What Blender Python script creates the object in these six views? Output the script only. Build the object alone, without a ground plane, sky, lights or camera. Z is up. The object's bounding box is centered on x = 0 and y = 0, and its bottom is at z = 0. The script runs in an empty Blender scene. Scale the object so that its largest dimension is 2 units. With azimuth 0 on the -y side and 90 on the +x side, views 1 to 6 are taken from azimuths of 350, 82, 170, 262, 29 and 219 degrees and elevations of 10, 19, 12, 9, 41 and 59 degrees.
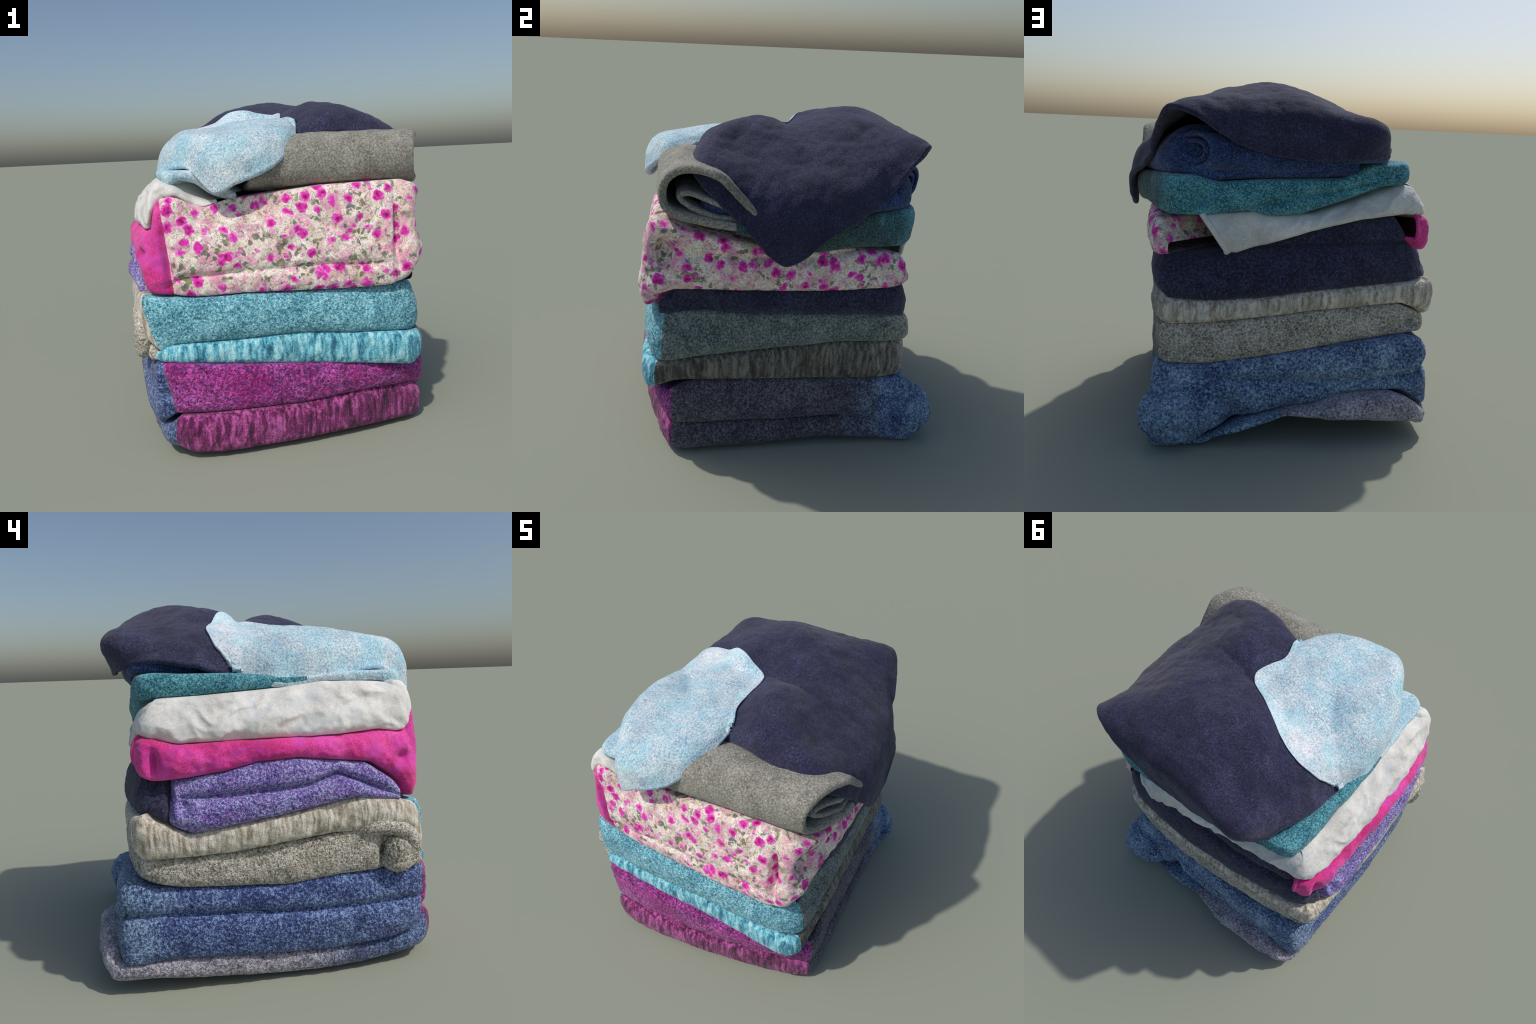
"""A stack of folded clothes: sweaters, shirts and jeans folded flat and piled up,
with a dark sweater draped over the top and one pale sleeve falling over a corner."""
import bpy
import numpy as np
from mathutils import Vector

TAU = 2 * np.pi
NS = 760          # columns round the stack
RNG = np.random.default_rng(7)

# ------------------------------------------------------------------ noise
PERM = np.random.default_rng(11).permutation(256)
PERM = np.concatenate([PERM, PERM, PERM])
GRAD = np.random.default_rng(12).normal(size=(256, 3))
GRAD /= np.linalg.norm(GRAD, axis=1)[:, None]


def noise3(p):
    """Gradient noise in [-1, 1] at points p (..., 3)."""
    i = np.floor(p).astype(int)
    f = p - i
    w = f * f * f * (f * (f * 6 - 15) + 10)
    i &= 255
    total = 0
    for dx in (0, 1):
        for dy in (0, 1):
            for dz in (0, 1):
                h = PERM[PERM[PERM[(i[..., 0] + dx) & 255] + ((i[..., 1] + dy) & 255)] + ((i[..., 2] + dz) & 255)]
                g = GRAD[h]
                d = (g * (f - np.array([dx, dy, dz]))).sum(-1)
                wx = w[..., 0] if dx else 1 - w[..., 0]
                wy = w[..., 1] if dy else 1 - w[..., 1]
                wz = w[..., 2] if dz else 1 - w[..., 2]
                total = total + d * wx * wy * wz
    return total * 1.6


def fbm(p, octaves=3):
    a, t = 1.0, 0
    for _ in range(octaves):
        t = t + a * noise3(p)
        p = p * 2.03 + 17.3
        a *= 0.5
    return t


def smooth(a, b, x):
    t = np.clip((x - a) / (b - a), 0, 1)
    return t * t * (3 - 2 * t)


# ------------------------------------------------------------------ perimeter coordinate
# s runs round the stack: 0 front-left corner, 1 front-right, 2 back-right, 3 back-left.
def s_of(face, c):
    return {"F": (c + .8) / 1.6, "R": 1 + (c + .8) / 1.5,
            "B": 2 + (.8 - c) / 1.6, "L": 3 + (.7 - c) / 1.5}[face] % 4


def ring(F=(), R=(), B=(), L=(), blur=0.02):
    """A value round the stack, keyed per face as (coordinate, value); returns a function of s."""
    keys = sorted((s_of(f, c), v) for f, ks in (("F", F), ("R", R), ("B", B), ("L", L)) for c, v in ks)
    ks, vs = np.array([k for k, _ in keys]), np.array([v for _, v in keys])
    fine = np.arange(2000) / 500
    val = np.interp(fine, ks, vs, period=4)
    n = max(1, int(blur * 500))
    ker = np.hanning(2 * n + 3)
    ker /= ker.sum()
    val = np.convolve(np.concatenate([val[-n - 1:], val, val[:n + 1]]), ker, "valid")
    return lambda s: np.interp(s % 4, fine, val, period=4)


def outline(FL, FR, BR, BL, w=(.12, .12, .12, .12), bulge=(0, 0, 0, 0)):
    """Four-cornered plan outline with bulging sides, each corner rounded by its own width; a function s -> (x, y)."""
    c, bulge = np.array([FL, FR, BR, BL], float), np.array(bulge)

    def sharp(s):
        s = s % 4
        i = s.astype(int) % 4
        u = (s - np.floor(s))[:, None]
        a, d = c[i], c[(i + 1) % 4] - c[i]
        nrm = np.stack([d[:, 1], -d[:, 0]], 1) / np.linalg.norm(d, axis=1)[:, None]
        return a + d * u + nrm * (bulge[i][:, None] * (1 - (2 * u - 1) ** 2))

    def at(s):
        ww = np.interp(s % 4, range(5), (*w, w[0]))
        ker = np.hanning(33)[1:-1]
        ker /= ker.sum()
        return sum(k * sharp(s + ww * o) for o, k in zip(np.linspace(-1, 1, 31), ker))
    return at


# ------------------------------------------------------------------ mesh helpers
def grid_normals(P, closed_u):
    if closed_u:
        du = np.roll(P, -1, 0) - np.roll(P, 1, 0)
    else:
        du = np.gradient(P, axis=0)
    dv = np.gradient(P, axis=1)
    n = np.cross(du, dv)
    return n / np.maximum(np.linalg.norm(n, axis=-1, keepdims=True), 1e-9)


def mesh_object(name, V, faces, material, parent=None, normals=None):
    me = bpy.data.meshes.new(name)
    V = np.ascontiguousarray(V, np.float32).reshape(-1, 3)
    faces = np.asarray(faces)
    me.vertices.add(len(V))
    me.vertices.foreach_set("co", V.ravel())
    k = faces.shape[1]
    me.loops.add(faces.size)
    me.loops.foreach_set("vertex_index", faces.ravel().astype(np.int32))
    me.polygons.add(len(faces))
    me.polygons.foreach_set("loop_start", (np.arange(len(faces)) * k).astype(np.int32))
    me.update(calc_edges=True)
    me.validate()
    me.polygons.foreach_set("use_smooth", np.ones(len(me.polygons), bool))
    if normals is not None:
        me.normals_split_custom_set_from_vertices(normals.reshape(-1, 3).tolist())
    me.materials.append(material)
    ob = bpy.data.objects.new(name, me)
    bpy.context.scene.collection.objects.link(ob)
    if parent:
        ob.parent = parent
        ob.matrix_parent_inverse = parent.matrix_world.inverted()
    return ob


def grid_faces(nu, nv, closed_u, closed_v=False):
    iu = np.arange(nu if closed_u else nu - 1)
    iv = np.arange(nv if closed_v else nv - 1)
    a, b = np.meshgrid(iu, iv, indexing="ij")
    a2, b2 = (a + 1) % nu, (b + 1) % nv
    return np.stack([a * nv + b, a2 * nv + b, a2 * nv + b2, a * nv + b2], -1).reshape(-1, 4)


def garment(name, label, category, at=(0, 0, 0)):
    e = bpy.data.objects.new(name, None)
    e.empty_display_size = .1
    e.location = at
    e["label"] = label
    e["category"] = category
    bpy.context.scene.collection.objects.link(e)
    bpy.context.view_layer.update()
    return e


# ------------------------------------------------------------------ a fold wrapped round the stack
def crease(line, depth, width):
    return (line, depth, width)


def fold_layer(shape, low, high, parts, depth=.06, reach=.45, creases=(), dents=(), rough=.010,
               wrinkle=0.0, rib=0.0, wrinkle_slant=0.0, lean=None, thin=.07, rows=48, seed=0, square=.75, relief=.0028,
               sheared=(), crown=0.0, rims=()):
    """One folded layer: outline `shape`, lower and upper seam heights, a rounded outer edge.
    `parts`: (name, material, garment, s_from, s_to) cuts the layer into garments side by side."""
    s = np.arange(NS) * 4 / NS
    zb, zt = low(s), np.maximum(high(s), low(s) + .004)
    xy = shape(s)
    d = np.roll(xy, -1, 0) - np.roll(xy, 1, 0)
    out = np.stack([d[:, 1], -d[:, 0]], 1)
    out /= np.linalg.norm(out, axis=1)[:, None]
    k = max(3, NS // 60)
    ker = np.hanning(2 * k + 1)
    ker /= ker.sum()
    out = np.stack([np.convolve(np.concatenate([out[-k:, i], out[:, i], out[:k, i]]), ker, "valid") for i in (0, 1)], 1)
    out /= np.linalg.norm(out, axis=1)[:, None]
    h = zt - zb
    dep = np.minimum(depth, h * .6)
    recess = np.maximum(thin - h, 0) * 1.1
    phi = np.linspace(-np.pi / 2, np.pi / 2, rows)
    zeta = np.sign(np.sin(phi)) * np.abs(np.sin(phi)) ** .9
    bul = np.cos(phi) ** square
    Z = (zb + zt)[:, None] / 2 + h[:, None] / 2 * zeta[None]
    off = -recess[:, None] - dep[:, None] * (1 - bul[None])
    S = np.broadcast_to(s[:, None], Z.shape)
    if lean is not None:                                    # upper edge drawn in from the lower edge
        off = off - lean(s)[:, None] * ((zeta[None] + 1) / 2) ** 1.6
    face = bul[None] ** .5
    for line, cd, cw in creases:
        dz = np.abs(Z - line(s)[:, None])
        c = cd(s)[:, None] if callable(cd) else cd
        off = off - c * np.exp(-dz / cw)
    for f, c, z, ru, rz, amp in dents:                       # rounded lumps (+) and hollows (-)
        ds = (S - s_of(f, c) + 2) % 4 - 2
        off = off + amp * np.exp(-(ds * 1.55 / ru) ** 2 - ((Z - z) / rz) ** 2)
    P = np.concatenate([xy[:, None, :] + out[:, None, :] * off[..., None], Z[..., None]], -1)
    q = P + seed * 7.7
    amp = rough * fbm(q * 3.2, 3) + rough * .5 * fbm(q * 12, 2) + relief * noise3(q * 34)
    if wrinkle:
        w = q.copy()
        w[..., :2] += wrinkle_slant * w[..., 2:]             # creases that run aslant down the cloth
        amp = amp + wrinkle * (1 - np.abs(fbm(w * np.array([5, 5, 2.0]) + fbm(q * 3, 2)[..., None] * .6, 2)) * 2.2)
    if rib:
        amp = amp + rib * noise3(q * np.array([42, 42, 3.0]))
    P[..., :2] += out[:, None, :] * (amp * face)[..., None]
    P[..., 2] += .35 * rough * fbm(q * 4 + 31, 2) * face
    tan = np.stack([-out[:, 1], out[:, 0]], 1)
    for s0, amount, width in sheared:                       # a cut end that leans instead of standing upright
        fall = amount * np.exp(-(((s - s0 + 2) % 4 - 2) / width) ** 2)
        P[..., :2] -= tan[:, None, :] * (fall[:, None] * zeta[None])[..., None]
    # close the ring: run inward from both seams and join behind
    cen = np.array([0, 0])
    def inner(j, f, dz):
        r = P[:, j].copy()
        r[:, :2] = r[:, :2] * (1 - f) + cen * f
        r[:, 2] += dz + (crown * f if j else 0)
        return r[:, None]
    P = np.concatenate([inner(0, reach, .004), inner(0, reach * .5, .002), P, inner(-1, reach * .5, -.002), inner(-1, reach, -.004)], 1)
    N = grid_normals(P, True)
    nv = P.shape[1]
    for name, mat, g, at, radius in rims:                   # rolled hem round an open end
        c = P[int(round(at * NS / 4)) % NS, 1:-1]
        loop_tube(name, open_curve(c[::3], 120), radius, mat, g)
    obs = []
    for name, mat, g, a, b in parts:
        ia, ib = int(round(a * NS / 4)), int(round(b * NS / 4))
        if b - a >= 4:
            ob = mesh_object(name, P, grid_faces(NS, nv, True, True), mat, g, N)
        else:
            cols = np.arange(ia, ib + 1) % NS
            ob = mesh_object(name, P[cols], grid_faces(len(cols), nv, False, True), mat, g, N[cols])
        obs.append(ob)
    return obs


def loop_tube(name, line, radius, material, parent, sides=12):
    t = np.gradient(line, axis=0)
    t /= np.linalg.norm(t, axis=1)[:, None]
    ref = np.array([t[0][1], -t[0][0], 0]) if abs(t[0][2]) < .99 else np.array([1.0, 0, 0])
    rings = []
    for p, d in zip(line, t):
        ref = ref - d * (ref @ d)
        ref = ref / np.linalg.norm(ref)
        b = np.cross(d, ref)
        a = np.arange(sides) * TAU / sides
        rings.append(p + radius * (np.cos(a)[:, None] * ref + np.sin(a)[:, None] * b))
    return mesh_object(name, np.array(rings), grid_faces(len(rings), sides, False, True), material, parent)


# ------------------------------------------------------------------ draped cloth
def closed_curve(pts, n, u=None):
    """Closed centripetal-like Catmull-Rom through pts (k, d), n samples."""
    pts = np.array(pts, float)
    k = len(pts)
    t = np.arange(n) * k / n
    i = t.astype(int)
    f = (t - i)[:, None]
    p0, p1, p2, p3 = (pts[(i + o) % k] for o in (-1, 0, 1, 2))
    return .5 * (2 * p1 + (p2 - p0) * f + (2 * p0 - 5 * p1 + 4 * p2 - p3) * f ** 2 + (3 * p1 - p0 - 3 * p2 + p3) * f ** 3)


def open_curve(pts, n):
    """Catmull-Rom through rows pts[j] (j, cols, 3) sampled at n, arrays in parallel."""
    pts = np.array(pts, float)
    pts = np.concatenate([2 * pts[:1] - pts[1:2], pts, 2 * pts[-1:] - pts[-2:-1]])
    k = len(pts) - 3
    t = np.linspace(0, k - 1e-6, n)
    i = t.astype(int)
    f = (t - i).reshape((-1,) + (1,) * (pts.ndim - 1))
    p0, p1, p2, p3 = (pts[i + o] for o in range(4))
    return .5 * (2 * p1 + (p2 - p0) * f + (2 * p0 - 5 * p1 + 4 * p2 - p3) * f ** 2 + (3 * p1 - p0 - 3 * p2 + p3) * f ** 3)


def thick_sheet(P, thickness, closed_u=True):
    """Give an open sheet (rows from inside to hem along axis 1) a body and a rounded hem."""
    N = grid_normals(P, closed_u)
    thickness = np.broadcast_to(thickness, (len(P),))[:, None]
    T = P[:, -1] - P[:, -3]
    T /= np.linalg.norm(T, axis=1)[:, None]
    rim = []
    for a in np.linspace(0, np.pi, 8)[1:-1]:
        rim.append(P[:, -1] - N[:, -1] * thickness / 2 + thickness / 2 * (np.cos(a) * N[:, -1] + np.sin(a) * T))
    rim = np.stack(rim, 1)
    return np.concatenate([P, rim, (P - N * thickness[:, None])[:, ::-1]], 1)


def polar_cloth(name, center, keys, material, parent, bumps=(), thickness=.03, rough=.012, seed=0, step=None,
                cols=620, rows=130, round_knee=.18, rests_on=None):
    """Cloth spread from a centre over a shoulder ring and down to a hem ring.
    keys: (mid, shoulder, knee, hem) points in order round the cloth; mid and knee may be left out."""
    c = np.array(center, float)
    rows_ = []
    for m, sh, kn, he in keys:
        sh, he = np.array(sh, float), np.array(he, float)
        if m is None:
            m = .52 * c + .48 * sh
            m[2] = .35 * c[2] + .65 * sh[2] + .01
        if kn is None:
            kn = .5 * (sh + he)
            ln, od = np.linalg.norm(he - sh), sh[:2] - c[:2]
            kn[:2] += od / np.linalg.norm(od) * ln * round_knee
            kn[2] += ln * round_knee * .5
        rows_.append((np.array(m, float), sh, np.array(kn, float), he))
    mid, sh, knee, he = (closed_curve([r[i] for r in rows_], cols) for i in range(4))
    ce = np.broadcast_to(c, sh.shape)
    start = ce * .99 + mid * .01
    P = open_curve([start, mid, sh, knee, he], rows).transpose(1, 0, 2)
    x, y = P[..., 0].copy(), P[..., 1].copy()
    for bx, by, rx, ry, amp in bumps:
        P[..., 2] += amp * np.exp(-((x - bx) / rx) ** 2 - ((y - by) / ry) ** 2)
    if step is not None:
        P[..., 2] += step(x, y)
    N = grid_normals(P, True)
    q = P + seed * 5.1
    fade = smooth(0, .1, np.linspace(0, 1, rows))[None, :, None]
    P = P + N * ((rough * fbm(q * 4, 3) + rough * .3 * fbm(q * 15, 2))[..., None] * fade)
    th = closed_curve(np.array(thickness, float)[:, None], cols)[:, 0] if np.ndim(thickness) else np.full(cols, thickness)
    if rests_on:                                             # lie on the cloth below, never cut through it
        bpy.context.view_layer.update()
        floor = np.full((cols, rows), -9.0)
        for i in range(cols):
            for j in range(rows):
                x, y, z = P[i, j]
                hit, loc, nor, _ = rests_on.ray_cast(Vector((x, y, 3)), Vector((0, 0, -1)))
                if hit and nor.z > .35:
                    floor[i, j] = loc.z + th[i] * 1.15 + .003
        ker = np.hanning(17)
        ker /= ker.sum()
        wrapped = np.concatenate([floor[-8:], floor, floor[:8]])
        soft = np.stack([np.convolve(wrapped[:, j], ker, "valid") for j in range(rows)], 1)
        floor = np.where(floor > -8, np.where(soft > 1.2, soft, floor), -9)
        d = P[..., 2] - floor
        P[..., 2] = np.where(d < .01, floor + .01 * np.exp(np.clip(d / .01 - 1, -8, 0)), P[..., 2])
    P = thick_sheet(P, th)
    ob = mesh_object(name, P, grid_faces(cols, P.shape[1], True), material, parent)
    return ob


def tube_fold(name, section, x0, x1, material, parent, thickness=.04, rough=.008, tilt=(0, 0), cols=160, rows=120,
              seed=0, axis="x", taper=0, slant=0, start_slant=0):
    """A rolled or folded band: an open or closed cross-section curve swept along an axis, with thickness."""
    sec = open_curve(np.array(section, float), rows)
    u = np.linspace(0, 1, cols)
    P = np.zeros((cols, rows, 3))
    m = sec.mean(0)
    sc = 1 - taper * u[:, None, None]
    yz = m + (sec[None] - m) * sc
    P[..., 0] = (x0 + (x1 - x0) * u)[:, None] + slant * u[:, None] * np.clip(yz[..., 0] + .62, -.2, .12) + start_slant * (1 - u)[:, None] * (yz[..., 0] - m[0])
    P[..., 1] = yz[..., 0] + tilt[0] * u[:, None]
    P[..., 2] = yz[..., 1] + tilt[1] * u[:, None]
    if axis == "y":
        P = P[..., [1, 0, 2]]
    N = grid_normals(P, False)
    q = P + seed * 3.3
    P = P + N * (rough * fbm(q * 5, 3))[..., None]
    N = grid_normals(P, False)
    # closed shell: outer sheet then inner sheet, as a loop in section, capped by rounded rims at both ends
    In = P - N * thickness
    loop = np.concatenate([P, In[:, ::-1]], 1)
    mid = .5 * (loop + np.concatenate([In, P[:, ::-1]], 1))
    ax = np.zeros(3)
    ax[0 if axis == "x" else 1] = np.sign(x1 - x0)
    ends0, ends1 = [], []
    for a in np.linspace(0, np.pi / 2, 5)[1:]:
        ends0.insert(0, mid[0] + (loop[0] - mid[0]) * np.cos(a) - ax * thickness / 2 * np.sin(a))
        ends1.append(mid[-1] + (loop[-1] - mid[-1]) * np.cos(a) + ax * thickness / 2 * np.sin(a))
    L = np.concatenate([np.stack(ends0), loop, np.stack(ends1)], 0)
    return mesh_object(name, L, grid_faces(L.shape[0], L.shape[1], False, True), material, parent)


# ------------------------------------------------------------------ materials
def hexc(h):
    v = [int(h[i:i + 2], 16) / 255 for i in (0, 2, 4)]
    return tuple(c / 12.92 if c <= .04045 else ((c + .055) / 1.055) ** 2.4 for c in v) + (1,)


class Nodes:
    def __init__(self, name, rough=.9):
        self.m = bpy.data.materials.new(name)
        self.m.use_nodes = True
        self.t = self.m.node_tree
        self.t.nodes.clear()
        self.out = self.n("ShaderNodeOutputMaterial")
        self.b = self.n("ShaderNodeBsdfPrincipled")
        self.b.inputs["Roughness"].default_value = rough
        self.b.inputs["Specular IOR Level"].default_value = .25
        self.l(self.b.outputs[0], self.out.inputs[0])
        self.co = self.n("ShaderNodeTexCoord").outputs["Object"]

    def n(self, kind, **kw):
        n = self.t.nodes.new(kind)
        for k, v in kw.items():
            setattr(n, k, v)
        return n

    def l(self, a, b):
        self.t.links.new(a, b)

    def coords(self, scale=(1, 1, 1), loc=(0, 0, 0), warp=0, warp_scale=8):
        m = self.n("ShaderNodeMapping")
        src = self.co
        if warp:
            w = self.noise(warp_scale, 2, color=True)
            a = self.n("ShaderNodeVectorMath", operation="SUBTRACT")
            self.l(w, a.inputs[0])
            a.inputs[1].default_value = (.5, .5, .5)
            b = self.n("ShaderNodeVectorMath", operation="SCALE")
            self.l(a.outputs[0], b.inputs[0])
            b.inputs["Scale"].default_value = warp
            c = self.n("ShaderNodeVectorMath", operation="ADD")
            self.l(self.co, c.inputs[0])
            self.l(b.outputs[0], c.inputs[1])
            src = c.outputs[0]
        self.l(src, m.inputs["Vector"])
        m.inputs["Scale"].default_value = scale
        m.inputs["Location"].default_value = loc
        return m.outputs[0]

    def noise(self, scale, detail=3, rough=.5, dist=0, vec=None, color=False, loc=None):
        n = self.n("ShaderNodeTexNoise")
        n.inputs["Scale"].default_value = scale
        n.inputs["Detail"].default_value = detail
        n.inputs["Roughness"].default_value = rough
        n.inputs["Distortion"].default_value = dist
        if vec is None:
            vec = self.coords(loc=loc) if loc else self.co
        self.l(vec, n.inputs["Vector"])
        return n.outputs["Color" if color else "Fac"]

    def voronoi(self, scale, feature="F1", vec=None, out="Distance", rand=1):
        n = self.n("ShaderNodeTexVoronoi", feature=feature)
        n.inputs["Scale"].default_value = scale
        n.inputs["Randomness"].default_value = rand
        self.l(vec or self.co, n.inputs["Vector"])
        return n.outputs[out]

    def ramp(self, fac, stops, interp="LINEAR"):
        r = self.n("ShaderNodeValToRGB")
        r.color_ramp.interpolation = interp
        el = r.color_ramp.elements
        while len(el) < len(stops):
            el.new(.5)
        for e, (p, c) in zip(el, stops):
            e.position = p
            e.color = c if not isinstance(c, (int, float)) else (c, c, c, 1)
        self.l(fac, r.inputs[0])
        return r.outputs[0]

    def mix(self, fac, a, b, blend="MIX"):
        n = self.n("ShaderNodeMix", data_type="RGBA", blend_type=blend)
        for sock, v in ((n.inputs[0], fac), (n.inputs[6], a), (n.inputs[7], b)):
            if isinstance(v, (int, float, tuple)):
                sock.default_value = v
            else:
                self.l(v, sock)
        return n.outputs[2]

    def math(self, op, a, b=0.0):
        n = self.n("ShaderNodeMath", operation=op)
        for sock, v in ((n.inputs[0], a), (n.inputs[1], b)):
            if isinstance(v, (int, float)):
                sock.default_value = v
            else:
                self.l(v, sock)
        return n.outputs[0]

    def axis(self, i):
        n = self.n("ShaderNodeSeparateXYZ")
        self.l(self.co, n.inputs[0])
        return n.outputs[i]

    def finish(self, color, height=None, strength=.5, distance=.01, sheen=.15):
        self.l(color, self.b.inputs["Base Color"])
        self.b.inputs["Sheen Weight"].default_value = sheen
        self.b.inputs["Sheen Roughness"].default_value = .6
        if height is not None:
            b = self.n("ShaderNodeBump")
            b.inputs["Strength"].default_value = strength
            b.inputs["Distance"].default_value = distance
            self.l(height, b.inputs["Height"])
            self.l(b.outputs[0], self.b.inputs["Normal"])
        return self.m


def knit(name, dark, mid, light, accent=None, accent_amount=.5, grain=60, rib=False, bump=.6, patch=None, patch_amount=.5,
         lo=.36, hi=.62, distance=.018, fade=None):
    """Woolly knit: short bright strands between dark gaps, tinted patches.
    fade=(colours, y_from, y_to): a second colour set that takes over along the y axis."""
    k = Nodes(name)
    if rib:
        vec = k.coords(scale=(1, 1, .10), warp=.035, warp_scale=11)
        g = k.noise(grain, 2, .55, .1, vec)
        fine = k.noise(grain * 3, 2, .6, .3)
        g = k.math("ADD", k.math("MULTIPLY", g, .68), k.math("MULTIPLY", fine, .32))
    else:
        g = k.noise(grain * 1.15, 2, .65, .25)
        fine = k.noise(grain * 2.6, 1.5, .5, .2, loc=(2, 7, 3))
        g = k.math("ADD", k.math("MULTIPLY", g, .62), k.math("MULTIPLY", fine, .38))
    # looser and tighter areas
    big = k.noise(7, 3, .6, .3, loc=(6, 3, 8))
    f = k.math("ADD", g, k.math("MULTIPLY", k.math("SUBTRACT", big, .5), .26))
    m = (lo + hi) / 2
    col = k.ramp(f, [(lo, hexc(dark)), (m, hexc(mid)), (hi, hexc(light))])
    if fade:
        (d2, m2, l2), y0, y1 = fade
        col2 = k.ramp(f, [(lo, hexc(d2)), (m, hexc(m2)), (hi, hexc(l2))])
        n = k.n("ShaderNodeMapRange")
        n.inputs["From Min"].default_value, n.inputs["From Max"].default_value = y0, y1
        k.l(k.math("ADD", k.axis(1), k.math("MULTIPLY", k.math("SUBTRACT", big, .5), .35)), n.inputs["Value"])
        col = k.mix(n.outputs[0], col, col2)
    if patch:
        p = k.ramp(k.noise(6, 3, .6, .4, loc=(3, 1, 2)), [(.42, 0), (.62, 1)])
        col = k.mix(k.math("MULTIPLY", p, patch_amount), col, k.mix(.75, hexc(patch), col, "OVERLAY"))
    if accent:
        a = k.ramp(k.noise(grain * .9, 2, .6, .5, loc=(5, 9, 4)), [(.52, 0), (.62, 1)])
        col = k.mix(k.math("MULTIPLY", a, accent_amount), col, hexc(accent))
    return k.finish(col, g, bump, distance)


def plain(name, dark, mid, light, tint=None, grain=28, bump=.15, patch=None):
    k = Nodes(name, .85)
    big = k.noise(5, 4, .6, .3)
    fine = k.noise(130, 2, .6)
    f = k.math("ADD", k.math("MULTIPLY", big, .6), k.math("MULTIPLY", fine, .4))
    col = k.ramp(f, [(.36, hexc(dark)), (.5, hexc(mid)), (.62, hexc(light))])
    if tint:
        t = k.ramp(k.noise(4, 3, .6, 1, loc=(8, 2, 5)), [(.5, 0), (.68, 1)])
        col = k.mix(k.math("MULTIPLY", t, .6), col, hexc(tint))
    return k.finish(col, k.noise(grain * 4, 3), bump, .004)


def floral(name):
    """Cream cotton strewn with magenta blossoms, leaves and scribbled stems."""
    k = Nodes(name, .85)
    base = k.ramp(k.noise(10, 3), [(.38, hexc("ead2c6")), (.55, hexc("fbf4e6"))])

    def scribble(scale, width, loc, dist):
        """Thin wandering lines: where a noise crosses its middle value."""
        n = k.math("ABSOLUTE", k.math("SUBTRACT", k.noise(scale, 1, .4, dist, loc=loc), .5))
        return k.ramp(n, [(width * .4, 1), (width, 0)])
    tints = k.ramp(k.noise(13, 2, loc=(4, 4, 1)), [(.36, hexc("7d7a2e")), (.47, hexc("a83a70")), (.55, hexc("3f6f58")), (.64, hexc("b9862f"))])
    col = k.mix(k.math("MULTIPLY", scribble(26, .035, (2, 5, 1), 1.6), .65), base, tints)
    tints2 = k.ramp(k.noise(17, 2, loc=(1, 8, 3)), [(.38, hexc("c25a9a")), (.5, hexc("587a6c")), (.62, hexc("c04a80"))])
    col = k.mix(k.math("MULTIPLY", scribble(44, .045, (7, 1, 4), 1.2), .4), col, tints2)
    wash = k.ramp(k.noise(15, 3, .6, .8, loc=(1, 6, 2)), [(.5, 0), (.6, 1)])
    col = k.mix(k.math("MULTIPLY", wash, .5), col, hexc("e26ab4"))
    # leaves
    lv = k.coords(loc=(.37, .11, .23), warp=.10, warp_scale=20)
    leaf = k.ramp(k.voronoi(19, vec=lv), [(.32, 1), (.42, 0)])
    leafcol = k.ramp(k.noise(33, 2, loc=(3, 3, 3)), [(.36, hexc("1f4a36")), (.47, hexc("74822e")), (.55, hexc("3f6a3c")), (.64, hexc("2f4a6a"))])
    gate = k.ramp(k.noise(8, 2, loc=(9, 9, 3)), [(.40, 0), (.50, 1)])
    col = k.mix(k.math("MULTIPLY", k.math("MULTIPLY", leaf, gate), .8), col, leafcol)
    # blossoms
    vec = k.coords(warp=.06, warp_scale=17)
    d = k.voronoi(13, vec=vec)
    blo = k.ramp(d, [(.36, 1), (.43, 0)])
    petals = k.math("ADD", k.math("MULTIPLY", d, .9), k.math("MULTIPLY", k.noise(55, 2), .6))
    blocol = k.ramp(petals, [(.34, hexc("8a1048")), (.46, hexc("d4269a")), (.58, hexc("e645bc")), (.68, hexc("f08ad0"))])
    pick = k.ramp(k.voronoi(13, vec=vec, out="Color"), [(.27, 0), (.31, 1)])
    col = k.mix(k.math("MULTIPLY", blo, pick), col, blocol)
    return k.finish(col, k.noise(60, 3), .25, .006)


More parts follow.
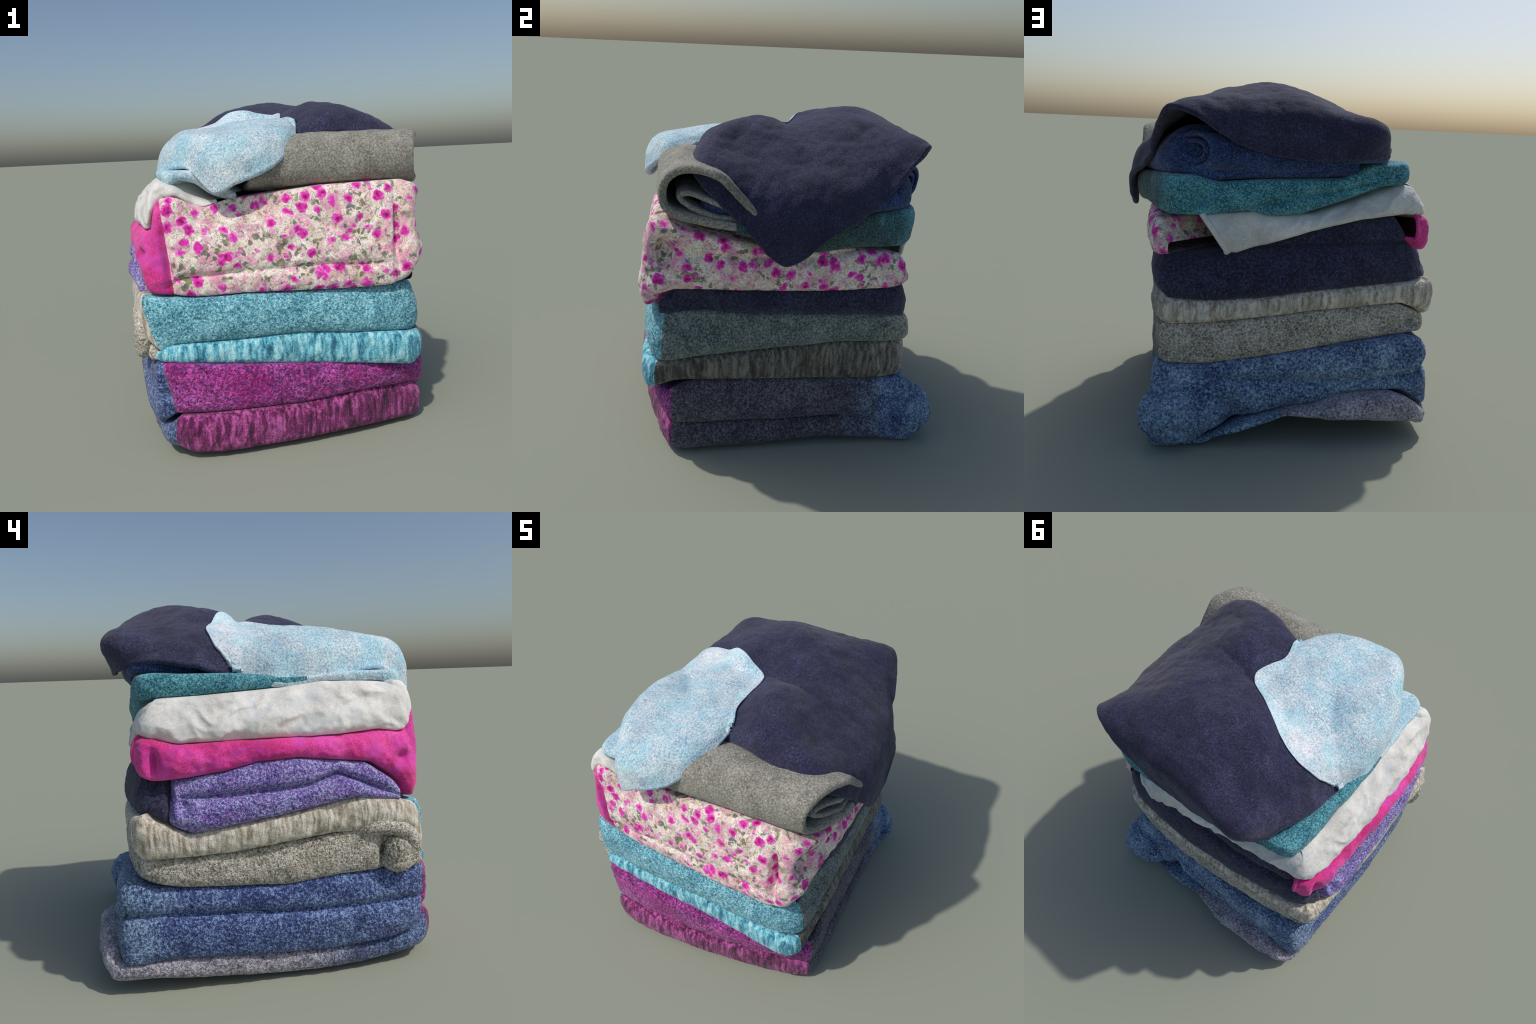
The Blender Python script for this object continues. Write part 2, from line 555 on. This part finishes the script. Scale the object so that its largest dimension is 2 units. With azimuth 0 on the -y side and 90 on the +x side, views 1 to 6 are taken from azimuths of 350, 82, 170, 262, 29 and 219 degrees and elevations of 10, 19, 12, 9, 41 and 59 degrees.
MAT = {
    "magenta": knit("magenta_wool", "260a2a", "8c2678", "d268c0", "443c80", .5, grain=52, patch="c01f9a", bump=.9),
    "magenta_rib": knit("magenta_ribbing", "280a1e", "7e2464", "c060a2", "54285e", .35, grain=40, rib=True, bump=1),
    "aqua": knit("aqua_wool", "285a70", "62aabc", "b0e6ee", "4a88a4", .3, grain=66, bump=.8),
    "aqua_rib": knit("aqua_ribbing", "286a86", "66b8cc", "b4e8ee", None, grain=42, rib=True, bump=.8),
    "beige": knit("oatmeal_wool", "565040", "aca494", "e2ddd4", "80848a", .25, grain=66, bump=.9),
    "beige_rib": knit("oatmeal_ribbing", "8a806e", "bcb3a2", "e4ded2", None, grain=46, rib=True),
    "beige_shade": knit("shaded_oatmeal_wool", "363e3e", "667270", "96a29e", None, grain=66, fade=(("766c5a", "a89f90", "d8d2c6"), .5, .8)),  # oatmeal yarn with the right side's baked shade painted into its colours
    "beige_shade_rib": knit("shaded_oatmeal_ribbing", "36342e", "5e5a51", "88847a", None, grain=46, rib=True, fade=(("565040", "9c9586", "d2ccc2"), .5, .8)),  # ribbed oatmeal, darkened to carry right-side shade in the colour
    "blue": knit("blue_wool", "181e42", "3e5086", "8ca6cc", "38428c", .35, grain=56, bump=.9, fade=(("243450", "6482a0", "aac6d6"), .45, .85)),
    "lavender": knit("lavender_grey_wool", "4c4a54", "8f8b96", "c8c4cc", None, grain=62, fade=(("1a2242", "3c4c78", "7f98b8"), -.1, -.6)),
    "charcoal": knit("shaded_charcoal_wool", "1e1c26", "484650", "7c7a86", "3a3450", .3, grain=58, fade=(("222c44", "52688a", "94b0c4"), .3, .75)),  # own brownish grey hue, deepened by right-side shade put into the colour
    "purple": knit("purple_wool", "2a2770", "7a6cb4", "bcc4e6", "a858b4", .4, grain=66, bump=.8),
    "navy": knit("navy_wool", "10101f", "25263f", "464868", "332c4e", .3, grain=64),
    "floral": floral("floral_cotton"),
    "pink": plain("pink_cotton", "b01a62", "d8358c", "ee58b0", "d04ac0"),
    "white": plain("white_cotton", "c4c2bc", "dedcd6", "f0eeea", "cfd6da"),
    "teal": knit("teal_denim", "17404e", "3a8090", "7cbcc6", None, grain=85, bump=.3),
    "teal_shade": knit("shaded_teal_denim", "14262a", "2c484a", "526e6c", None, grain=85, bump=.3, fade=(("17404e", "3a8090", "7cbcc6"), .45, .72)),  # teal denim, greener here, with baked shade painted in on the right
    "denim": knit("blue_denim", "10163a", "22325e", "44629a", None, grain=85, bump=.3),
    "grey": knit("grey_flannel", "5a5852", "868479", "b4b2a8", None, grain=75, bump=.3, lo=.32, hi=.66),
    "drape": knit("dark_plum_wool", "141528", "2a2b46", "4e5276", "332c42", .5, grain=80, bump=.35, patch="2a2a60", patch_amount=.4, lo=.32, hi=.68),
    "pale": knit("pale_blue_fleece", "86a2b6", "bcd2dc", "ecf5f6", "d8d4e4", .3, grain=75, bump=.4, patch="7fb8cc", patch_amount=.45, fade=(("b0bcc8", "dde4ea", "fafafa"), -.05, .2)),
}

# ------------------------------------------------------------------ garments
G = {
    "lavender": garment("lavender_sweater", "lavender grey knitted sweater folded at the bottom", "sweater"),
    "magenta": garment("magenta_sweater", "thick magenta knitted sweater folded twice with ribbed hem", "sweater"),
    "blue": garment("blue_sweater", "mottled blue knitted sweater folded with a drooping sleeve", "sweater"),
    "charcoal": garment("charcoal_sweater", "shade-darkened charcoal knitted sweater in two folds", "sweater"),
    "aqua": garment("aqua_sweater", "light aqua knitted sweater with ribbed lower edge", "sweater", (0, 0, .5)),
    "beige": garment("oatmeal_sweater", "oatmeal grey knitted sweater folded in two thick layers", "sweater", (0, 0, .5)),
    "purple": garment("purple_sweater", "fuzzy purple mottled knitted sweater folded over itself", "sweater", (0, 0, .85)),
    "navy": garment("navy_sweater", "very dark navy knitted sweater folded flat", "sweater", (0, 0, .85)),
    "floral": garment("floral_shirt", "cream cotton shirt printed with magenta flowers", "shirt", (0, 0, .9)),
    "pink": garment("pink_shirt", "bright pink cotton shirt folded flat", "shirt", (0, 0, 1.05)),
    "white": garment("white_shirt", "creased white cotton shirt folded flat", "shirt", (0, 0, 1.25)),
    "teal": garment("teal_jeans", "faded teal denim jeans folded flat", "trousers", (0, 0, 1.35)),
    "denim": garment("blue_jeans", "dark blue denim jeans rolled up", "trousers", (0, 0, 1.5)),
    "grey": garment("grey_flannel_shirt", "soft grey flannel shirt rolled into a tube", "shirt", (0, 0, 1.4)),
    "drape": garment("dark_sweater", "dark plum navy sweater draped over the pile", "sweater", (0, 0, 1.7)),
    "pale": garment("pale_blue_shirt", "pale blue fleece sleeve folded over the corner", "shirt", (0, 0, 1.7)),
}

# ------------------------------------------------------------------ seams between layers (measured heights)
seam_ground = ring(F=[(-.78, .07), (-.66, .04), (-.5, .03), (0, .03), (.33, .035), (.73, .02)],
                   R=[(-.72, .015), (-.3, .015), (.01, .045), (.17, .045), (.34, .025), (.6, 0)],
                   B=[(.7, 0), (.5, .02), (.44, .05), (.25, .11), (.05, .175), (-.11, .165), (-.42, .135), (-.75, .09)],
                   L=[(.7, .07), (.5, .08), (.24, .05), (-.09, .025), (-.43, .03), (-.7, .06)])
seam_low = ring(F=[(-.76, .26), (-.55, .257), (-.27, .252), (.03, .247), (.34, .265), (.73, .25)],
                R=[(-.74, .203), (-.46, .188), (-.15, .181), (.25, .188), (.55, .13)],
                B=[(.7, .02), (.5, .05), (.3, .13), (.05, .195), (-.14, .215), (-.26, .26), (-.41, .28), (-.62, .275), (-.75, .21)],
                L=[(.66, .164), (.40, .18), (.11, .164), (-.30, .15), (-.58, .164), (-.72, .19)])
seam_knit = ring(F=[(-.80, .56), (-.54, .531), (-.25, .5), (.19, .459), (.72, .394)],
                 R=[(-.78, .43), (-.61, .482), (-.16, .464), (.47, .44), (.64, .45)],
                 B=[(.74, .436), (.5, .445), (.21, .485), (-.09, .525), (-.39, .567), (-.74, .59)],
                 L=[(.66, .579), (.48, .546), (.23, .537), (-.03, .521), (-.3, .553), (-.58, .558), (-.77, .555)])
seam_knit_mid = ring(F=[(-.78, .60), (-.67, .64), (-.39, .647), (.05, .656), (.35, .626), (.72, .592)],
                     R=[(-.76, .59), (-.54, .621), (-.17, .659), (.29, .696), (.65, .69)],
                     B=[(.74, .675), (.5, .686), (.22, .713), (-.07, .748), (-.37, .769), (-.6, .78), (-.76, .72)],
                     L=[(.68, .7), (.47, .703), (.22, .716), (-.04, .749), (-.31, .776), (-.51, .775), (-.75, .65)])
seam_navy = ring(F=[(-.75, .91), (-.51, .89), (-.23, .895), (.05, .883), (.58, .875), (.75, .88)],
                 R=[(-.76, .884), (-.47, .901), (-.03, .892), (.42, .883), (.66, .861)],
                 B=[(.77, .82), (.5, .812), (.22, .833), (-.07, .869), (-.36, .891), (-.77, .914)],
                 L=[(.68, .93), (.55, .87), (.43, .825), (.21, .859), (.02, .885), (-.18, .917), (-.31, .941), (-.44, .959), (-.72, .92)])
seam_shirt = ring(F=[(-.75, .92), (-.51, .895), (-.23, .90), (.05, .89), (.58, .88), (.72, .92)],
                  R=[(-.76, 1.0), (-.61, 1.05), (-.18, 1.044), (.26, 1.038), (.66, 1.048)],
                  B=[(.75, 1.06), (.5, 1.071), (.23, 1.123), (-.05, 1.198), (-.34, 1.26), (-.60, 1.29), (-.76, 1.1)],
                  L=[(.62, 1.08), (.45, 1.091), (.25, 1.117), (.08, 1.157), (-.12, 1.166), (-.31, 1.149), (-.51, 1.126), (-.68, 1.02), (-.75, .93)])
seam_white = ring(F=[(-.80, 1.28), (-.74, 1.38), (-.68, 1.435), (-.6, 1.445), (-.52, 1.395), (-.45, 1.375), (-.4, 1.39), (-.32, 1.411), (-.07, 1.437), (.22, 1.462), (.7, 1.47)],
                  R=[(-.7, 1.45), (-.61, 1.41), (-.33, 1.359), (-.02, 1.28), (.24, 1.299), (.64, 1.25)],
                  B=[(.7, 1.1), (.5, 1.075), (.23, 1.127), (-.05, 1.202), (-.34, 1.264), (-.65, 1.30)],
                  L=[(.62, 1.285), (.48, 1.253), (.25, 1.26), (.07, 1.264), (-.18, 1.264), (-.38, 1.268), (-.58, 1.285), (-.7, 1.27)])
seam_teal = ring(F=[(-.78, 1.50), (-.70, 1.53), (-.6, 1.505), (-.52, 1.445), (-.45, 1.415), (-.4, 1.405), (-.32, 1.42), (-.07, 1.45), (.22, 1.47), (.7, 1.475)],
                 R=[(-.7, 1.455), (-.61, 1.415), (-.33, 1.365), (-.02, 1.29), (.24, 1.31), (.64, 1.28)],
                 B=[(.6, 1.285), (.3, 1.31), (.17, 1.285), (-.05, 1.295), (-.33, 1.374), (-.6, 1.46)],
                 L=[(.56, 1.475), (.38, 1.48), (.19, 1.491), (0, 1.502), (-.19, 1.52), (-.32, 1.534), (-.62, 1.524)])
seam_denim = ring(F=[(-.72, 1.58), (-.6, 1.575), (-.52, 1.53), (-.42, 1.48), (-.35, 1.43), (-.3, 1.44), (.2, 1.48), (.7, 1.48)],
                  R=[(-.6, 1.47), (0, 1.48), (.6, 1.5)],
                  B=[(.65, 1.5), (.49, 1.464), (.24, 1.484), (-.03, 1.492), (-.32, 1.5), (-.5, 1.58)],
                  L=[(.6, 1.6), (.5, 1.592), (.18, 1.588), (-.19, 1.56), (-.5, 1.58)])
seam_top = ring(F=[(-.7, 1.65), (0, 1.72), (.7, 1.72)], R=[(-.6, 1.68), (-.2, 1.71), (.4, 1.70), (.6, 1.74)], B=[(.6, 1.76), (0, 1.74), (-.5, 1.71)],
                L=[(.5, 1.71), (-.6, 1.64)])

side = lambda **kw: ring(**kw, blur=.06)
back_left = side(F=[(-.6, 0), (.7, 0)], R=[(-.7, 0), (.6, 0)], B=[(.6, 0), (.4, .03), (.2, .05), (-.7, .05)], L=[(.6, .05), (-.7, .05), (-.78, .02)])

# bottom sweaters
fold_layer(outline((-.76, -.93), (.818, -.735), (.80, .85), (-.84, .86), w=(.19, .109, .109, .125), bulge=(.075, -.015, .07, .045)),
           seam_ground, seam_low, [
    ("ribbed_hem", MAT["magenta_rib"], G["magenta"], .01, 1),
    ("fold", MAT["charcoal"], G["charcoal"], 1, 1.86),
    ("sleeve_end", MAT["blue"], G["blue"], 1.86, 2.45),
    ("fold", MAT["lavender"], G["lavender"], 2.45, 4.01)], depth=.06, reach=.96, rib=.004, seed=1)
blue_mid = ring(F=[(0, .3)], B=[(.7, .38), (.52, .38), (.32, .365), (.05, .345), (-.25, .348), (-.64, .358), (-.75, .37)],
                L=[(.7, .407), (.49, .407), (.1, .395), (-.3, .378), (-.72, .371)])
fold_layer(outline((-.81, -.88), (.822, -.758), (.80, .775), (-.85, .80), w=(.17, .118, .129, .116), bulge=(.08, -.025, .03, .055)),
           seam_low, seam_knit, [
    ("fold", MAT["magenta"], G["magenta"], .03, 1.02),
    ("fold", MAT["charcoal"], G["charcoal"], 1.02, 1.86),
    ("fold", MAT["blue"], G["blue"], 1.86, 4.03)], sheared=[(.03, .03, .06)], creases=[crease(blue_mid, back_left, .022)], depth=.055, seed=2,
    lean=side(F=[(0, 0)], R=[(0, 0)], B=[(.5, .03), (-.6, .03)], L=[(0, 0)]),
    dents=[("B", .60, .12, .2, .13, .05), ("R", .66, .10, .14, .12, .01), ("L", .66, .1, .15, .12, .04),
           ("B", .62, .11, .04, .06, -.06), ("B", .34, .16, .06, .12, -.06), ("F", -.77, .38, .035, .12, -.04)])
# the sleeve end drooping to the ground at the back corner
def lump(name, centre, radii, material, parent, hollows=(), seed=0, nu=140, nv=100, twist=.12):
    """A soft stuffed end: a creased ellipsoid with rounded hollows (direction, width, depth)."""
    u, v = np.meshgrid(np.arange(nu) * TAU / nu, np.linspace(.01, np.pi - .01, nv), indexing="ij")
    d = np.stack([np.cos(u) * np.sin(v), np.sin(u) * np.sin(v), -np.cos(v)], -1)
    r = 1 + .06 * fbm(d * 2.2 + seed, 3) - twist * np.abs(fbm(d * np.array([2.5, 2.5, 1.2]) + seed * 2, 2))
    for h, width, depth in hollows:
        h = np.array(h) / np.linalg.norm(h)
        r = r - depth * np.exp(-(np.arccos(np.clip(d @ h, -1, 1)) / width) ** 2)
    P = np.array(centre) + d * r[..., None] * np.array(radii)
    return mesh_object(name, P, grid_faces(nu, nv, True), material, parent)

lump("sleeve_end", (.645, .765, .170), (.215, .18, .165), MAT["blue"], G["blue"], seed=3,
     hollows=[((-.1, 1, -.25), .22, .22), ((-.6, .8, .6), .3, .12), ((.9, .5, .3), .3, .08)])
# oatmeal / aqua sweater
fold_layer(outline((-.84, -.85), (.788, -.88), (.769, .715), (-.848, .664), w=(.13, .18, .146, .127), bulge=(.005, -.006, .07, .035)),
           seam_knit, seam_knit_mid, [
    ("ribbed_hem", MAT["aqua_rib"], G["aqua"], .01, 1.03),
    ("fold", MAT["beige_shade_rib"], G["beige"], 1.03, 1.99),
    ("fold", MAT["beige"], G["beige"], 1.99, 4.01)], depth=.045, seed=3,
    dents=[("B", -.70, .66, .05, .035, -.06), ("B", .68, .50, .05, .05, -.03), ("L", -.66, .66, .12, .12, -.03), ("L", -.545, .65, .03, .09, -.05)])
fold_layer(outline((-.857, -.82), (.788, -.84), (.776, .73), (-.877, .681), w=(.155, .19, .149, .089), bulge=(.06, .0, .05, .035)),
           seam_knit_mid, seam_navy, [
    ("fold", MAT["aqua"], G["aqua"], .01, 1.03),
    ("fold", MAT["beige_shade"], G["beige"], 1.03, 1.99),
    ("fold", MAT["beige_rib"], G["beige"], 1.99, 4.01)], sheared=[(.02, .06, .08)], depth=.055, seed=4,
    lean=side(F=[(-.7, .0), (0, .03), (.6, .05)], R=[(-.6, .0)], B=[(0, 0)], L=[(0, 0), (-.6, 0)]),
    dents=[("L", -.63, .77, .07, .025, -.06), ("R", -.56, .84, .22, .09, -.06)])
loop_tube("cuff", open_curve([(-.79, -.40, .765), (-.845, -.50, .785), (-.855, -.60, .79), (-.85, -.69, .76), (-.84, -.745, .69), (-.84, -.72, .61), (-.85, -.65, .585), (-.79, -.60, .61)], 90),
          .043, MAT["beige"], G["beige"], sides=24)
lump("cuff_end", (-.845, -.66, .655), (.06, .075, .09), MAT["beige"], G["beige"], seed=6)
# navy and purple sweaters
navy_line = ring(F=[(0, 1.1)], B=[(.64, 1.076), (.09, 1.11), (-.2, 1.127), (-.73, 1.133)])
purple_line = ring(F=[(0, .95)], R=[(0, .95)], B=[(0, .95)], L=[(.5, 1.0), (.39, .999), (.08, 1.015), (-.18, 1.031), (-.35, 1.083), (-.58, .994), (-.71, .942)])
fold_layer(outline((-.856, -.771), (.78, -.84), (.79, .685), (-.84, .647), w=(.126, .2, .154, .124), bulge=(.0, .0, .10, .08)),
           seam_navy, seam_shirt, [
    ("fold", MAT["navy"], G["navy"], 1, 3.10),
    ("fold", MAT["purple"], G["purple"], 3.10, 4)], depth=.045, seed=5,
    lean=side(F=[(0, 0)], R=[(0, 0), (.6, .02)], B=[(.5, .06), (0, .08), (-.5, .10)], L=[(.6, .06), (.3, .03), (-.6, .03)]),
    dents=[("L", .63, 1.02, .07, .12, -.03), ("L", .55, 1.0, .022, .12, -.06), ("L", .47, .96, .03, .03, -.05), ("L", .38, .90, .16, .09, .03), ("R", -.56, .96, .22, .12, -.09)],
    creases=[crease(navy_line, side(F=[(0, 0)], R=[(.5, 0)], B=[(.5, .01), (.2, .04), (-.7, .04)], L=[(.6, 0), (0, 0)]), .02),
             crease(purple_line, side(F=[(0, 0)], R=[(0, 0)], B=[(0, 0)], L=[(.52, 0), (.42, .06), (-.6, .06), (-.7, 0)]), .018)])
# floral / pink shirts
flor_line = ring(F=[(-.7, .95), (-.64, 1.0), (-.3, 1.021), (.21, 1.03), (.57, 1.01), (.7, 1.05)],
                 R=[(-.66, 1.259), (-.47, 1.243), (.1, 1.239), (.38, 1.283), (.62, 1.282)], B=[(0, 1.1)], L=[(0, 1.1)])
fold_layer(outline((-.82, -.805), (.762, -.889), (.775, .688), (-.828, .661), w=(.138, .142, .126, .131), bulge=(.025, .045, .015, .066)),
           seam_shirt, seam_white, [
    ("fold", MAT["floral"], G["floral"], .08, 2.05),
    ("fold", MAT["pink"], G["pink"], 2.95, 4.08)], sheared=[(.08, .025, .06)], rims=[("hem", MAT["pink"], G["pink"], 2.95, .012)], depth=.05, seed=6, wrinkle=.005, rough=.014, rows=70,
    lean=side(F=[(-.7, .02), (-.4, .04), (0, .05), (.6, .08)], R=[(-.6, .02), (-.3, 0), (.5, 0)], B=[(0, 0)], L=[(0, .02), (-.6, .03)]),
    dents=[("F", .64, 1.19, .024, .17, -.08), ("R", -.42, 1.38, .2, .07, .04), ("F", -.672, 1.12, .022, .17, -.05), ("F", -.25, 1.37, .20, .08, -.055), ("F", -.52, 1.24, .16, .10, -.012), ("F", .70, 1.03, .07, .10, .01),
           ("R", -.68, 1.25, .075, .085, -.13), ("R", -.62, 1.41, .12, .05, .035), ("L", .61, 1.17, .03, .06, -.06), ("L", -.70, 1.14, .05, .03, -.04)],
    creases=[crease(ring(F=[(-.55, 1.33), (-.2, 1.23), (.08, 1.09), (.3, 1.0)], R=[(0, 1.3)]), side(F=[(-.6, 0), (-.4, .022), (0, .03), (.15, 0)], R=[(0, 0)], B=[(0, 0)], L=[(0, 0)]), .03),
             crease(ring(F=[(-.1, 1.36), (.15, 1.28), (.5, 1.13)], R=[(0, 1.3)]), side(F=[(-.1, 0), (.1, .02), (.4, .02), (.55, 0)], R=[(0, 0)], B=[(0, 0)], L=[(0, 0)]), .03),
             crease(flor_line, side(F=[(-.75, 0), (-.6, .035), (.5, .035), (.6, .0)], R=[(-.7, 0), (-.5, .035), (.6, .025)], B=[(.5, 0)], L=[(0, 0)]), .022)])
# white shirt
fold_layer(outline((-.815, -.78), (.76, -.70), (.65, .738), (-.806, .654), w=(.133, .12, .12, .127), bulge=(.0, .0, .0, .048)),
           seam_white, seam_teal, [
    ("fold", MAT["white"], G["white"], s_of("B", .56), 4.27)], sheared=[(s_of("B", .56), .07, .10)], rims=[("hem", MAT["white"], G["white"], s_of("B", .56), .016)], depth=.05, seed=7, wrinkle=.014, wrinkle_slant=.9, thin=.04,
    lean=side(F=[(-.7, .04), (0, .04)], R=[(0, 0)], B=[(.5, .03), (0, .05), (-.5, .09)], L=[(.6, .10), (0, .11), (-.6, .12)]))
# teal jeans, with the pale shirt showing below the sleeve
teal_line = ring(F=[(0, 1.4)], B=[(.58, 1.31), (.24, 1.33), (-.04, 1.395), (-.32, 1.437), (-.6, 1.50)])
fold_layer(outline((-.69, -.76), (.82, -.64), (.69, .72), (-.69, .64), w=(.13, .12, .18, .11), bulge=(0, .13, .02, .02)), seam_teal, seam_denim, [
    ("fold", MAT["teal_shade"], G["teal"], 1.2, 2.0),
    ("fold", MAT["teal"], G["teal"], 2.0, 3.62),
    ("lining", MAT["pale"], G["pale"], 3.62, 4.27)], depth=.045, seed=8, thin=.04,
    dents=[("B", .60, 1.38, .04, .05, -.05), ("B", -.55, 1.53, .03, .03, -.04)],
    creases=[crease(teal_line, side(F=[(0, 0)], R=[(0, 0)], B=[(.4, 0), (.2, .03), (-.5, .03), (-.6, 0)], L=[(0, 0)]), .018)])
# dark jeans under the drape
fold_layer(outline((-.60, -.6), (.80, -.55), (.70, .70), (-.56, .69), w=(.12, .12, .16, .12), bulge=(0, .11, .0, .0)), seam_denim, seam_top, [
    ("fold", MAT["denim"], G["denim"], 0, 4)], depth=.06, seed=9, reach=.96, crown=.09, lean=side(F=[(0, .05)], R=[(-.5, .10), (.5, .08)], B=[(.4, .10), (-.4, .06)], L=[(0, .05)]))
# their rolled-up leg, a spiral seen at the back corner
turn = np.linspace(0, 1, 22)
tube_fold("rolled_leg", [(.665 + (.115 - .085 * t) * np.cos(-2.2 + 2.4 * TAU * t), 1.635 + (.115 - .085 * t) * np.sin(-2.2 + 2.4 * TAU * t)) for t in turn],
          .55, -.35, MAT["denim"], G["denim"], thickness=.022, tilt=(-.08, -.06), rows=150, taper=.25, start_slant=-.9)

# grey flannel roll at the front
tube_fold("roll", [(-.2, 1.36), (-.42, 1.42), (-.65, 1.45), (-.77, 1.49), (-.80, 1.59), (-.76, 1.69), (-.64, 1.75), (-.50, 1.735), (-.38, 1.64), (-.2, 1.45)],
          -.2, .80, MAT["grey"], G["grey"], thickness=.045, tilt=(.03, 0), slant=.45)
tube_fold("cuff", [(-.25, 1.44), (-.45, 1.46), (-.62, 1.50), (-.70, 1.56), (-.66, 1.61), (-.55, 1.60), (-.40, 1.54), (-.25, 1.49)],
          -.1, .77, MAT["grey"], G["grey"], thickness=.03, tilt=(.03, 0), slant=.45, seed=5)

# dark sweater draped over everything
def ridge_step(x, y):
    """The upper half of the sweater lies a step higher behind the neck hole."""
    return .02 * smooth(-.03, .05, y - .05 + .25 * np.maximum(x, 0)) * np.exp(-((x - .05) / .35) ** 2 - ((y - .12) / .15) ** 2)

body = polar_cloth("body", (.08, .02, 1.855), [
    ((-.1, -.18, 1.75), (-.30, -.35, 1.70), None, (-.35, -.50, 1.60)),
    ((.06, -.2, 1.80), (.10, -.36, 1.81), None, (.11, -.47, 1.73)),
    ((.25, -.22, 1.91), (.37, -.34, 1.90), None, (.42, -.54, 1.75)),
    ((.35, -.18, 1.915), (.57, -.36, 1.79), None, (.72, -.55, 1.665)),
    ((.36, -.10, 1.89), (.60, -.20, 1.775), (.80, -.27, 1.63), (.86, -.33, 1.46)),
    ((.34, -.02, 1.875), (.58, -.03, 1.80), (.86, -.05, 1.58), (.89, -.09, 1.25)),
    ((.35, .12, 1.89), (.58, .20, 1.81), (.82, .20, 1.62), (.90, .17, 1.42)),
    ((.33, .25, 1.93), (.55, .41, 1.84), (.70, .45, 1.74), (.78, .45, 1.57)),
    ((.30, .33, 1.95), (.47, .54, 1.90), (.58, .64, 1.87), (.665, .71, 1.83)),
    ((.20, .36, 1.965), (.24, .58, 1.92), (.27, .73, 1.83), (.30, .76, 1.67)),
    ((.06, .36, 1.965), (-.02, .58, 1.92), (-.04, .74, 1.81), (-.04, .75, 1.61)),
    ((-.12, .30, 1.93), (-.28, .56, 1.84), (-.41, .755, 1.775), (-.42, .71, 1.63)),
    ((-.16, .2, 1.90), (-.36, .42, 1.82), (-.48, .50, 1.75), (-.56, .53, 1.65)),
    ((-.14, .08, 1.83), (-.33, .23, 1.81), (-.49, .24, 1.75), (-.62, .18, 1.58)),
    ((-.14, -.05, 1.76), (-.40, -.15, 1.70), None, (-.60, -.1, 1.53)),
], MAT["drape"], G["drape"], bumps=[(-.03, -.05, .07, .06, -.03), (.70, .02, .09, .12, -.03)], step=ridge_step, seed=3)

# pale sleeve over the front left corner
polar_cloth("sleeve", (-.28, -.32, 1.82), [
    (None, (.05, -.06, 1.86), None, (.11, -.03, 1.87)),
    (None, (.02, -.22, 1.86), None, (.08, -.27, 1.86)),
    (None, (.02, -.42, 1.85), None, (.12, -.46, 1.80)),
    (None, (-.04, -.62, 1.81), None, (.04, -.72, 1.69)),
    (None, (-.16, -.74, 1.775), None, (-.10, -.84, 1.59)),
    (None, (-.30, -.79, 1.75), None, (-.29, -.89, 1.52)),
    (None, (-.41, -.76, 1.75), None, (-.43, -.87, 1.47)),
    (None, (-.49, -.60, 1.78), None, (-.55, -.69, 1.60)),
    (None, (-.54, -.45, 1.79), None, (-.65, -.50, 1.59)),
    (None, (-.55, -.28, 1.80), None, (-.70, -.30, 1.55)),
    (None, (-.53, -.10, 1.79), None, (-.70, -.05, 1.53)),
    (None, (-.47, .08, 1.77), None, (-.61, .17, 1.61)),
    (None, (-.36, .15, 1.81), None, (-.46, .25, 1.75)),
    (None, (-.22, .11, 1.85), None, (-.26, .20, 1.85)),
    (None, (-.06, .03, 1.865), None, (-.04, .08, 1.88)),
], MAT["pale"], G["pale"], bumps=[(-.22, -.48, .14, .1, .015), (-.4, -.1, .12, .12, -.02)], seed=4, rough=.008, round_knee=.14, rests_on=body,
   thickness=[.006, .008, .02, .035, .04, .04, .04, .035, .035, .035, .035, .02, .008, .005, .005])
